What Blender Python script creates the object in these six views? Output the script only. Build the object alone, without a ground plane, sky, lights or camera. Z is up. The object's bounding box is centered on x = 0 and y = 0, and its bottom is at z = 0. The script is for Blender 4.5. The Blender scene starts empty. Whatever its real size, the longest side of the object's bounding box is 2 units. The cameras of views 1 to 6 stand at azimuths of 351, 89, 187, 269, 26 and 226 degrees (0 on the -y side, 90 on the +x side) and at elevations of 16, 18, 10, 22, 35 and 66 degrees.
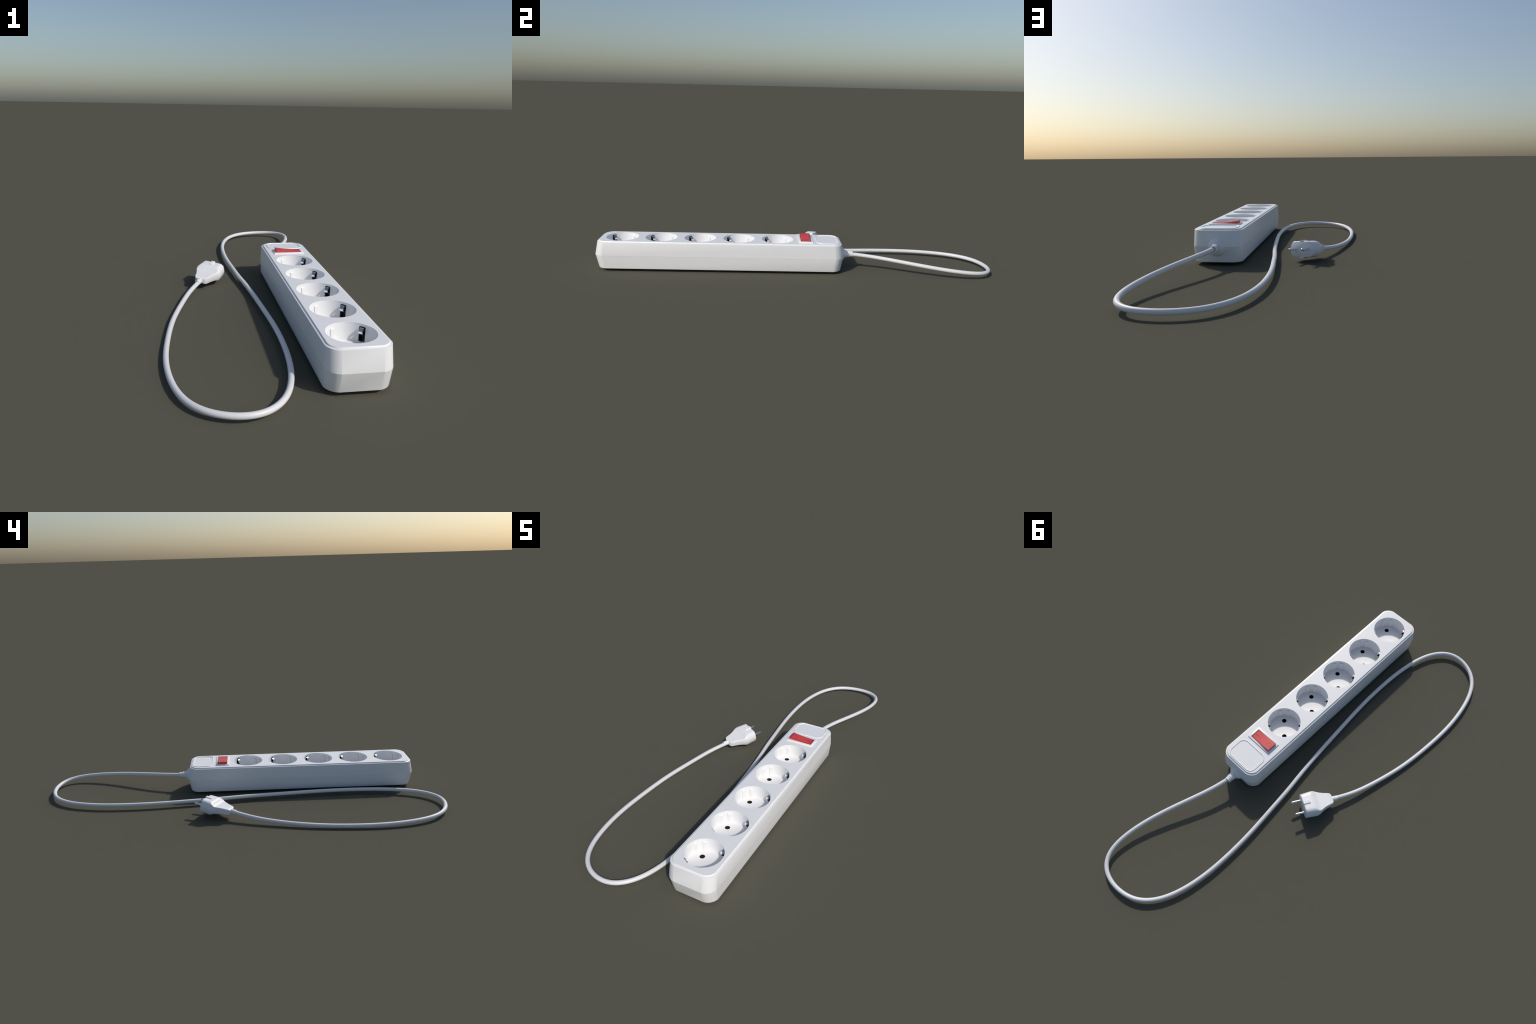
# Five-way power strip with rocker switch, mains cable and earthed plug.
import bpy, bmesh, math
import numpy as np
from mathutils import Vector, Matrix

# ------------------------------------------------------------------ materials
def material(name, color, rough=0.4, metal=0.0, spec=0.5, grain=0.0, bump=0.0, scale=60.0, **extra):
    m = bpy.data.materials.new(name); m.use_nodes = True
    nt = m.node_tree; b = nt.nodes["Principled BSDF"]
    b.inputs["Base Color"].default_value = (*color, 1)
    b.inputs["Roughness"].default_value = rough
    b.inputs["Metallic"].default_value = metal
    b.inputs["Specular IOR Level"].default_value = spec
    for k, v in extra.items():
        b.inputs[k.replace("_", " ")].default_value = v
    if grain or bump:
        tc = nt.nodes.new("ShaderNodeTexCoord")
        nz = nt.nodes.new("ShaderNodeTexNoise"); nz.inputs["Scale"].default_value = scale
        nz.inputs["Detail"].default_value = 4
        nt.links.new(tc.outputs["Object"], nz.inputs["Vector"])
        if grain:
            rp = nt.nodes.new("ShaderNodeValToRGB")
            rp.color_ramp.elements[0].position = 0.3; rp.color_ramp.elements[1].position = 0.7
            rp.color_ramp.elements[0].color = (*[c * (1 - grain) for c in color], 1)
            rp.color_ramp.elements[1].color = (*[min(1, c * (1 + grain)) for c in color], 1)
            nt.links.new(nz.outputs["Fac"], rp.inputs["Fac"])
            nt.links.new(rp.outputs["Color"], b.inputs["Base Color"])
        if bump:
            bp = nt.nodes.new("ShaderNodeBump"); bp.inputs["Strength"].default_value = bump
            bp.inputs["Distance"].default_value = 0.001
            nt.links.new(nz.outputs["Fac"], bp.inputs["Height"])
            nt.links.new(bp.outputs["Normal"], b.inputs["Normal"])
    return m

WHITE = material("white_plastic", (0.86, 0.86, 0.86), 0.33, grain=0.008, scale=25)
CABLE = material("white_rubber", (0.77, 0.77, 0.775), 0.42, grain=0.01, scale=18)
PLUGW = material("plug_plastic", (0.86, 0.86, 0.865), 0.29, grain=0.008, scale=30)
METAL = material("chrome_metal", (0.82, 0.82, 0.82), 0.22, metal=1.0)
BLACK = material("black_cavity", (0.012, 0.012, 0.012), 0.6, spec=0.3)
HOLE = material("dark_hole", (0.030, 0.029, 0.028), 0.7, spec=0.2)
RED = material("red_translucent_plastic", (0.92, 0.105, 0.100), 0.42, spec=0.25, grain=0.07, scale=300, Transmission_Weight=0.35, IOR=1.45)
RED_PAINTED_REFRACTION = material("red_painted_refraction_border", (0.27, 0.010, 0.017), 0.3)
MARK = material("dark_red_mark", (0.13, 0.012, 0.016), 0.5)

# ------------------------------------------------------------------ helpers
def finish(bm, name, mat, parent=None, angle=35, mats=None):
    bmesh.ops.recalc_face_normals(bm, faces=bm.faces)
    me = bpy.data.meshes.new(name); bm.to_mesh(me); bm.free()
    for mm in (mats or [mat]): me.materials.append(mm)
    shade(me, angle)
    ob = bpy.data.objects.new(name, me); bpy.context.collection.objects.link(ob)
    if parent: ob.parent = parent
    return ob

def shade(me, angle):
    me.polygons.foreach_set("use_smooth", [True] * len(me.polygons))
    bm = bmesh.new(); bm.from_mesh(me)
    lim = math.radians(angle)
    for e in bm.edges:
        e.smooth = len(e.link_faces) == 2 and e.calc_face_angle(0) < lim
    bm.to_mesh(me); bm.free()

def bridge(bm, rings, close_start=True, close_end=True, loop=False):
    vs = [[bm.verts.new(p) for p in r] for r in rings]
    n = len(vs[0])
    for a, b in zip(vs, vs[1:] + ([vs[0]] if loop else [])):
        for i in range(n):
            bm.faces.new((a[i], a[(i + 1) % n], b[(i + 1) % n], b[i]))
    if not loop:
        if close_start: bm.faces.new(vs[0][::-1])
        if close_end: bm.faces.new(vs[-1])
    return vs

def rounded_rect(cx, cy, hx, hy, R, z, seg=8, delta=0.0):
    """Rounded rectangle ring; delta>0 makes the corner arcs meet the sides at a faint edge."""
    d = math.radians(delta)
    rho = R / (math.cos(d) - math.sin(d))
    out = []
    for k, (sx, sy) in enumerate(((1, 1), (-1, 1), (-1, -1), (1, -1))):
        for i in range(seg + 1):
            t = d + (math.pi / 2 - 2 * d) * i / seg
            px = hx - rho * math.cos(d) + rho * math.cos(t)
            py = hy - R - rho * math.sin(d) + rho * math.sin(t)
            if k % 2: # mirrored quadrants run the arc backwards
                t = math.pi / 2 - t
                px = hx - rho * math.cos(d) + rho * math.cos(t)
                py = hy - R - rho * math.sin(d) + rho * math.sin(t)
            out.append(Vector((cx + sx * px, cy + sy * py, z)))
    return out

def lathe_rings(profile, seg, frame):
    """profile: (radius, height) pairs; frame: matrix whose Z is the axis."""
    return [[frame @ Vector((r * math.cos(2 * math.pi * i / seg), r * math.sin(2 * math.pi * i / seg), h))
             for i in range(seg)] for r, h in profile]

def box(bm, cx, cy, cz, hx, hy, hz, M=Matrix()):
    r = [[M @ Vector((cx + a * hx, cy + b * hy, cz + s * hz)) for a, b in ((-1, -1), (1, -1), (1, 1), (-1, 1))] for s in (-1, 1)]
    return bridge(bm, r)

def boolean(ob, cutter, op="DIFFERENCE"):
    md = ob.modifiers.new("cut", "BOOLEAN"); md.object = cutter; md.operation = op; md.solver = "EXACT"
    dg = bpy.context.evaluated_depsgraph_get(); dg.update()
    me = bpy.data.meshes.new_from_object(ob.evaluated_get(dg))
    old = ob.data; ob.modifiers.clear(); me.name = old.name; ob.data = me
    bpy.data.meshes.remove(old)
    cm = cutter.data; bpy.data.objects.remove(cutter); bpy.data.meshes.remove(cm)

def spline(points, m):
    """Natural cubic spline through points."""
    P = np.array(points, float); K = len(P)
    A = np.eye(K); B = np.zeros((K, K))
    for i in range(1, K - 1):
        A[i, i - 1:i + 2] = (1, 4, 1); B[i, i - 1:i + 2] = (6, -12, 6)
    M2 = np.linalg.solve(A, B @ P)
    u = np.linspace(0, K - 1, m); k = np.minimum(u.astype(int), K - 2); f = (u - k)[:, None]; g = 1 - f
    return P[k] * g + P[k + 1] * f + (M2[k] * (g**3 - g) + M2[k + 1] * (f**3 - f)) / 6

# ------------------------------------------------------------------ root
root = bpy.data.objects.new("power_strip", None)
bpy.context.collection.objects.link(root)
CX, CY = 0.1984, -0.3190
Z0, ZS, ZSH, ZT = 0.0106, 0.0741, 0.1373, 0.1436     # bottom, seam, shoulder, top plate
root["label"] = "white five-socket power strip with red switch, cable and plug"
root["category"] = "power strip"

# ------------------------------------------------------------------ housing: lower tray
def ring(hx, hy, R, z, seg=8, delta=11): return rounded_rect(CX, CY - 0.0006 if hy > 0.587 else CY + 0.0008, hx, hy, R, z, seg, delta)

bm = bmesh.new()
bridge(bm, [ring(0.0958, 0.5772, 0.0365, Z0), ring(0.0974, 0.5790, 0.038, Z0 + 0.0012), ring(0.0980, 0.5797, 0.0385, Z0 + 0.0036),
            ring(0.1003, 0.5914, 0.039, ZS - 0.0002), ring(0.0970, 0.5880, 0.036, ZS - 0.0002), ring(0.0950, 0.5760, 0.036, Z0 + 0.006)])
base = finish(bm, "base_tray", WHITE, root, 25)
def crisp_corners(me):
    """Keep the faint vertical edges where the corner arcs meet the flat walls."""
    b = bmesh.new(); b.from_mesh(me)
    for e in b.edges:
        d = (e.verts[0].co - e.verts[1].co)
        if abs(d.z) > 0.02 and len(e.link_faces) == 2 and e.calc_face_angle(0) > math.radians(9.5): e.smooth = False
    b.to_mesh(me); b.free()
crisp_corners(base.data)

# ------------------------------------------------------------------ housing: upper cover with stepped rim
bm = bmesh.new()
step = [(0.0, 0.0), (0.0003, 0.0011), (0.0014, 0.0017), (0.0060, 0.0018), (0.0067, 0.0021), (0.0080, 0.0057), (0.0085, 0.0061), (0.0093, ZT - ZSH), (0.0100, ZT - ZSH)]
rings = [ring(0.1003, 0.5914, 0.039, ZS + 0.0002)]
for ins, dz in step:
    rings.append(ring(0.0985 - ins, 0.5796 - ins, 0.0386 - ins * 0.6, ZSH + dz))
bridge(bm, rings)
cover = finish(bm, "top_cover", WHITE, root, 36)

SOCKETS = [-0.7925 + i * 0.7492 / 4 for i in range(5)]
SR, FLOOR = 0.0758, 0.0846
cut = bmesh.new()
for y in SOCKETS:
    F = Matrix.Translation((CX, y, 0))
    bridge(cut, lathe_rings([(0.0910, 0.05), (0.0910, ZT - 0.0075), (SR + 0.0004, ZT - 0.0075), (SR, ZT + 0.01)], 96, F))
c = finish(cut, "cutter", WHITE)
boolean(cover, c); shade(cover.data, 36); crisp_corners(cover.data)

# ------------------------------------------------------------------ sockets (all share the same meshes)
Q = math.radians(45)
def well_mesh():
    bm = bmesh.new()
    bridge(bm, lathe_rings([(SR + 0.004, FLOOR - 0.003), (SR + 0.004, ZT - 0.0073), (SR + 0.0002, ZT - 0.0073), (SR - 0.0002, ZT - 0.012), (SR - 0.0016, FLOOR + 0.003),
                            (SR - 0.0022, FLOOR + 0.0008), (SR - 0.0035, FLOOR), (0.03, FLOOR)], 96, Matrix()))
    ob = finish(bm, "socket_well", WHITE)
    cb = bmesh.new()
    for a in (Q, Q + math.pi):
        box(cb, SR, 0, (0.1345 + 0.0872) / 2, 0.012, 0.0108, (0.1345 - 0.0872) / 2, Matrix.Rotation(a, 4, "Z"))
    for a in (-Q, math.pi - Q):
        F = Matrix.Rotation(a, 4, "Z") @ Matrix.Translation((0.0415, 0, 0))
        bridge(cb, lathe_rings([(0.0108, FLOOR - 0.006), (0.0108, FLOOR + 0.003)], 32, F))
    boolean(ob, finish(cb, "cutter", WHITE))
    # pairs of guide ribs on the wall beside the pin axis
    bm = bmesh.new(); bm.from_mesh(ob.data)
    for a in (-Q, math.pi - Q):
        for s in (-1, 1):
            M = Matrix.Rotation(a + s * math.radians(14.2), 4, "Z")
            zt = ZT - 0.0135
            prof = [[M @ Vector((x, y, z)) for y in (-0.0078, 0.0078)] for x, z in ()]
            r0 = [M @ Vector(p) for p in ((SR + 0.002, -0.0080, FLOOR), (SR - 0.0048, -0.0072, FLOOR), (SR - 0.0052, 0, FLOOR), (SR - 0.0048, 0.0072, FLOOR), (SR + 0.002, 0.0080, FLOOR))]
            r1 = [p + Vector((0, 0, zt - 0.002 - FLOOR)) for p in r0]
            r2 = [M @ Vector(p) for p in ((SR + 0.002, -0.0080, zt), (SR - 0.0022, -0.0074, zt), (SR - 0.0026, 0, zt), (SR - 0.0022, 0.0074, zt), (SR + 0.002, 0.0080, zt))]
            bridge(bm, [r0, r1, r2])
    bm.to_mesh(ob.data); bm.free()
    shade(ob.data, 30)
    return ob

def slot_mesh():
    bm = bmesh.new()
    for a in (Q, Q + math.pi):
        M = Matrix.Rotation(a, 4, "Z")
        zm, hz = (0.1345 + 0.0872) / 2, (0.1345 - 0.0872) / 2 + 0.0002
        x0, x1, hy = SR - 0.0004, SR + 0.0120, 0.0110
        v = [bm.verts.new(M @ Vector((x, sy * hy, zm + sz * hz))) for x in (x0, x1) for sy, sz in ((-1, -1), (1, -1), (1, 1), (-1, 1))]
        for f in ((4, 5, 6, 7), (0, 1, 5, 4), (1, 2, 6, 5), (2, 3, 7, 6), (3, 0, 4, 7)):
            bm.faces.new([v[i] for i in f])
    ob = finish(bm, "earth_slot", BLACK, None, 20)
    md = ob.modifiers.new("wall", "SOLIDIFY"); md.thickness = 0.0006; md.offset = 1
    dg = bpy.context.evaluated_depsgraph_get(); dg.update()
    ob.data = bpy.data.meshes.new_from_object(ob.evaluated_get(dg)); ob.modifiers.clear(); ob.data.name = "earth_slot"
    return ob

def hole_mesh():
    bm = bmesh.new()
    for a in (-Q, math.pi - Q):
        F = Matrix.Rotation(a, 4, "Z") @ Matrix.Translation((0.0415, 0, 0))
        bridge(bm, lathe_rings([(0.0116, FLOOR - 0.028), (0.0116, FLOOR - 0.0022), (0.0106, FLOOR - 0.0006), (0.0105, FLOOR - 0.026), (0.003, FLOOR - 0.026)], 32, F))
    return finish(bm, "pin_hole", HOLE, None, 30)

def clip_mesh():
    # sprung earth contact: a bent strip that bulges out of the slot, with a foot below
    prof = [(0.0860, 0.1285), (0.0790, 0.1312), (0.0722, 0.1303), (0.0672, 0.1270), (0.0642, 0.1226), (0.0634, 0.1186), (0.0648, 0.1150),
            (0.0690, 0.1122), (0.0755, 0.1102), (0.0830, 0.1088), (0.0862, 0.1075)]
    P = spline(prof, 40)
    bm = bmesh.new()
    for a in (Q, Q + math.pi):
        M = Matrix.Rotation(a, 4, "Z")
        rings = []
        for i, p in enumerate(P):
            t = P[min(i + 1, len(P) - 1)] - P[max(i - 1, 0)]; t /= np.linalg.norm(t)
            n = np.array((-t[1], t[0])) * 0.0006
            w = 0.0064
            rings.append([M @ Vector(q) for q in ((p[0] + n[0], -w, p[1] + n[1]), (p[0] + n[0], w, p[1] + n[1]), (p[0] - n[0], w, p[1] - n[1]), (p[0] - n[0], -w, p[1] - n[1]))])
        bridge(bm, rings)
        box(bm, 0.0755, 0, 0.0902, 0.0110, 0.0062, 0.0006, M)      # lower tongue
    return finish(bm, "earth_clip", METAL, None, 40)

well, slot, hole, clip = well_mesh(), slot_mesh(), hole_mesh(), clip_mesh()
for i, y in enumerate(SOCKETS):
    if i == 0: w, s, h, k = well, slot, hole, clip
    else:
        w, s, h, k = well.copy(), slot.copy(), hole.copy(), clip.copy()
        for o in (w, s, h, k): bpy.context.collection.objects.link(o)
    w.name = "socket" if i == 0 else "socket.%03d" % i
    w.parent = root; w.location = (CX, y, 0)
    for o in (s, h, k): o.parent = w

# ------------------------------------------------------------------ label pad: raised bead ring
bm = bmesh.new()
px, py, phx, phy, pR = 0.1978, 0.1952, 0.0768, 0.0531, 0.0278
prof = [(0.0, -0.0004), (0.0008, 0.0016), (0.0019, 0.0025), (0.0031, 0.0025), (0.0042, 0.0016), (0.0052, -0.0004)]
bridge(bm, [rounded_rect(px, py, phx - i, phy - i, pR - i * 0.7, ZT + z, 8, 6) for i, z in prof], loop=True)
finish(bm, "label_frame", WHITE, root, 60)

# ------------------------------------------------------------------ rocker switch
bm = bmesh.new()
bx, by, bhx, bhy = 0.1982, 0.0910, 0.0658, 0.0342
def rect(hx, hy, z): return [Vector((bx + a * hx, by + b * hy, z)) for a, b in ((-1, -1), (1, -1), (1, 1), (-1, 1))]
bridge(bm, [rect(bhx, bhy, ZT - 0.001), rect(bhx - 0.0002, bhy - 0.0002, ZT), rect(bhx - 0.0007, bhy - 0.0007, ZT + 0.0034), rect(bhx - 0.0017, bhy - 0.0017, ZT + 0.0043),
            rect(bhx - 0.0085, bhy - 0.0085, ZT + 0.0052), rect(bhx - 0.0102, bhy - 0.0098, ZT + 0.0050), rect(bhx - 0.0102, bhy - 0.0098, ZT + 0.001)])
bezel = finish(bm, "switch_frame", WHITE, root, 50)

rx0, rx1, ry0, ry1 = 0.1424, 0.2536, 0.0668, 0.1152
def rocker_top(x):
    t = (x - rx0) / (rx1 - rx0)                      # 0 at the raised O end, 1 at the pressed I end
    return 0.1597 - 0.0096 * t - 0.0120 * t * (1 - t)
N, rim = 28, 0.0050
bm = bmesh.new()
xs = [rx0, rx0 + rim] + [rx0 + rim + (rx1 - rx0 - 2 * rim) * i / N for i in range(1, N)] + [rx1 - rim, rx1]
ys = [ry0, ry0 + rim * 0.5, ry1 - rim * 0.65, ry1]
g = [[bm.verts.new((x, y, rocker_top(x))) for y in ys] for x in xs]
b0 = [[bm.verts.new((x, y, ZT + 0.0015)) for y in (ry0, ry1)] for x in xs]
for i in range(len(xs) - 1):
    for j in range(3):
        f = bm.faces.new((g[i][j], g[i + 1][j], g[i + 1][j + 1], g[i][j + 1]))
        if i in (0, len(xs) - 2) or j in (0, 2): f.material_index = 1  # border painted dark where inner walls show through the translucent top
    bm.faces.new((b0[i][0], b0[i + 1][0], g[i + 1][0], g[i][0]))
    bm.faces.new((g[i][3], g[i + 1][3], b0[i + 1][1], b0[i][1]))
bm.faces.new([r[0] for r in b0] + [r[1] for r in b0[::-1]])
bm.faces.new((b0[0][1], b0[0][0], g[0][0], g[0][1], g[0][2], g[0][3]))
bm.faces.new((b0[-1][0], b0[-1][1], g[-1][3], g[-1][2], g[-1][1], g[-1][0]))
rocker = finish(bm, "rocker_switch", RED, root, 30, mats=[RED, RED_PAINTED_REFRACTION])

bm = bmesh.new()                                     # "O" mark
ox, oy, orad = 0.1612, 0.0905, 0.0094
bridge(bm, [[Vector((ox + r * math.cos(a), oy + r * math.sin(a), rocker_top(ox + r * math.cos(a)) + h)) for a in [2 * math.pi * i / 40 for i in range(40)]]
            for r, h in ((orad - 0.0008, -0.0004), (orad - 0.0006, 0.0003), (orad + 0.0006, 0.0003), (orad + 0.0008, -0.0004))], loop=True)
finish(bm, "off_mark", MARK, rocker, 60)
bm = bmesh.new()                                     # "I" mark
r0, r1 = [], []
bridge(bm, [[Vector((x, 0.0915 + s * 0.0012, rocker_top(x) + h)) for s, h in ((-1, -0.0004), (-1, 0.0003), (1, 0.0003), (1, -0.0004))]
            for x in [0.2255 + 0.0175 * i / 8 for i in range(9)]])
finish(bm, "on_mark", MARK, rocker, 40)

# ------------------------------------------------------------------ cable gland on the far end
GX, GZ = 0.1976, 0.0735
def along(origin, axis, up=Vector((0, 0, 1))):
    z = Vector(axis).normalized(); x = up.cross(z).normalized(); y = z.cross(x)
    return Matrix.Translation(origin) @ Matrix((x, y, z)).transposed().to_4x4()
G = along((GX, 0, GZ), (0, 1, 0))
bm = bmesh.new()
bridge(bm, lathe_rings([(0.0362, 0.250), (0.0362, 0.2722), (0.0356, 0.2736), (0.0335, 0.2755), (0.0225, 0.2860), (0.0212, 0.2868), (0.010, 0.2868)], 40, G))
finish(bm, "cable_gland", WHITE, root, 40)

def boot(name, F, y0, y1, ra, rb, rings, inner, parent):
    """Strain relief: tapered core with staggered rib segments."""
    bm = bmesh.new()
    bridge(bm, lathe_rings([(ra - 0.0016, y0 - 0.004), (ra - 0.0016, y0), (rb - 0.0014, y1), (inner, y1), (inner, y1 - 0.006)], 32, F))
    pitch = (y1 - y0) / rings
    for k in range(rings):
        h0 = y0 + pitch * (k + 0.12); h1 = y0 + pitch * (k + 0.78)
        if k == rings - 1: h1 = y1 + 0.0004
        R = ra + (rb - ra) * (k + 0.5) / rings
        for q in range(2):
            a0 = (k % 2) * math.pi / 2 + q * math.pi + 0.16; a1 = a0 + math.pi - 0.32
            n = 14; sec = []
            for i in range(n + 1):
                a = a0 + (a1 - a0) * i / n
                sec.append([F @ Vector((r * math.cos(a), r * math.sin(a), h)) for r, h in ((R - 0.003, h0), (R - 0.0003, h0), (R, (h0 + h1) / 2), (R - 0.0003, h1), (R - 0.003, h1))])
            bridge(bm, sec)
    return finish(bm, name, WHITE, parent, 40)
boot("strain_relief", G, 0.2862, 0.3250, 0.0192, 0.0138, 5, 0.0098, root)

# ------------------------------------------------------------------ cable
path = [(0.1976, 0.305, 0.0735), (0.2247, 0.4218, 0.0679), (0.2809, 0.5842, 0.056), (0.3288, 0.757, 0.0406), (0.3283, 0.9128, 0.0272),
        (0.2377, 0.9872, 0.0208), (0.1, 0.9671, 0.0197), (0.0077, 0.8659, 0.0194), (-0.0349, 0.7213, 0.0196), (-0.0467, 0.5721, 0.0198),
        (-0.0424, 0.416, 0.0198), (-0.0294, 0.274, 0.0197), (-0.0163, 0.1468, 0.0196), (-0.0001, 0.0286, 0.0196), (0.0151, -0.1089, 0.0197),
        (0.0285, -0.2634, 0.0198), (0.0408, -0.4288, 0.0198), (0.0433, -0.5944, 0.0199), (0.0305, -0.7604, 0.0199), (-0.0114, -0.9059, 0.0199),
        (-0.0954, -0.986, 0.0198), (-0.2028, -0.974, 0.0186), (-0.2823, -0.8955, 0.0168), (-0.3231, -0.7683, 0.0141), (-0.3366, -0.6240, 0.0113),
        (-0.3304, -0.4719, 0.0095), (-0.3125, -0.3209, 0.0110), (-0.2804, -0.1786, 0.0152), (-0.2442, -0.0619, 0.0240), (-0.2015, 0.0304, 0.0345)]
CR = 0.0094
P = [Vector(p) for p in spline(path, 420)]
bm = bmesh.new(); rings = []
for i, p in enumerate(P):
    t = (P[min(i + 1, len(P) - 1)] - P[max(i - 1, 0)]).normalized()
    sx = t.cross(Vector((0, 0, 1))).normalized(); sy = sx.cross(t)
    rings.append([p + (sx * math.cos(a) + sy * math.sin(a)) * CR for a in [2 * math.pi * k / 20 for k in range(20)]])
bridge(bm, rings)
finish(bm, "cable", CABLE, root, 60)

# ------------------------------------------------------------------ plug
axis = Vector((0.473, 0.875, 0.104)).normalized()          # from the cable towards the pins
wdir = Vector((0.8925, -0.441, -0.095)); wdir = (wdir - axis * wdir.dot(axis)).normalized()
hdir = wdir.cross(axis)
tips = Vector((-0.1073, 0.2076, 0.0570)); PIN = 0.0462
face = tips - axis * PIN
PF = Matrix.Translation(face) @ Matrix((wdir, -axis, hdir)).transposed().to_4x4()   # local y runs from the face back to the cable

def plug_section(s, hw, rx, ry, h, p=12, seg=14):
    """Barrel section (flat sides, elliptical corners) sliced softly by the two wedge planes z = +-h."""
    out = []
    for k, (sx, sz) in enumerate(((1, 1), (-1, 1), (-1, -1), (1, -1))):
        for i in range(seg + 1):
            t = math.pi / 2 * (i / seg if k % 2 == 0 else 1 - i / seg)
            z = ry * math.sin(t)
            z = z * (1 + (z / h) ** p) ** (-1 / p)
            out.append(PF @ Vector((sx * (hw - rx + rx * math.cos(t)), s, sz * z)))
    return out
WEDGE = [(0.0, 0.0350), (0.043, 0.0350), (0.048, 0.0338), (0.053, 0.0306), (0.066, 0.0216), (0.072, 0.0184), (0.078, 0.0172), (0.135, 0.0140), (0.15, 0.0132)]
def wedge(s): return float(np.interp(s, [a for a, _ in WEDGE], [b for _, b in WEDGE]))
plan = [(0.0000, 0.0532), (0.0008, 0.0546), (0.0025, 0.0554), (0.0120, 0.0562), (0.0240, 0.0572), (0.0380, 0.0583), (0.0480, 0.0590), (0.0560, 0.0587), (0.0640, 0.0566),
        (0.0720, 0.0525), (0.0800, 0.0476), (0.0880, 0.0432), (0.0960, 0.0394), (0.1060, 0.0356), (0.1160, 0.0326), (0.1260, 0.0298), (0.1330, 0.0272), (0.1380, 0.0236),
        (0.1410, 0.0186), (0.1422, 0.0120)]
fine = sorted(set([a for a, _ in plan if a < 0.003 or a > 0.125]) | set(0.006 + 0.003 * i for i in range(40)))
fine = [a for a in fine if a <= plan[-1][0]]
bm = bmesh.new(); rings = []
for s_ in fine:
    hw = float(np.interp(s_, [a for a, _ in plan], [b for _, b in plan]))
    shrink = min(1.0, 0.934 + s_ * 26)
    tail = 1.0 if s_ < 0.130 else math.sqrt(max(0.05, 1 - ((s_ - 0.130) / 0.0126) ** 2))
    rings.append(plug_section(s_, hw, 0.027 * hw / 0.056, 0.0352 * shrink, wedge(s_) * shrink * (0.45 + 0.55 * tail)))
bridge(bm, rings)
plug = finish(bm, "plug", PLUGW, root, 50)

bm = bmesh.new()                                          # key tabs over the face edge, top and bottom
for sgn in (1, -1):
    def tab(s, w, h0, h1): return [PF @ Vector((x, s, sgn * z)) for x, z in ((-w, h0), (w, h0), (w, h1 - 0.001), (w - 0.001, h1), (-w + 0.001, h1), (-w, h1 - 0.001))]
    bridge(bm, [tab(-0.0004, 0.0080, 0.030, 0.0372), tab(0.029, 0.0080, 0.030, 0.0370), tab(0.0325, 0.0080, 0.030, 0.0358)])
finish(bm, "key_tab", PLUGW, plug, 30)

for i, sgn in enumerate((1, -1)):
    bm = bmesh.new()
    F = along(face + wdir * 0.0301 * sgn, axis)
    bridge(bm, lathe_rings([(0.0058, -0.004), (0.0058, PIN - 0.006), (0.0053, PIN - 0.003), (0.0042, PIN - 0.0012), (0.002, PIN)], 24, F))
    finish(bm, "plug_pin", METAL, plug, 50)
PB = along(face, -axis)
boot("plug_strain_relief", PB, 0.1390, 0.1655, 0.0128, 0.0116, 3, 0.0097, plug)
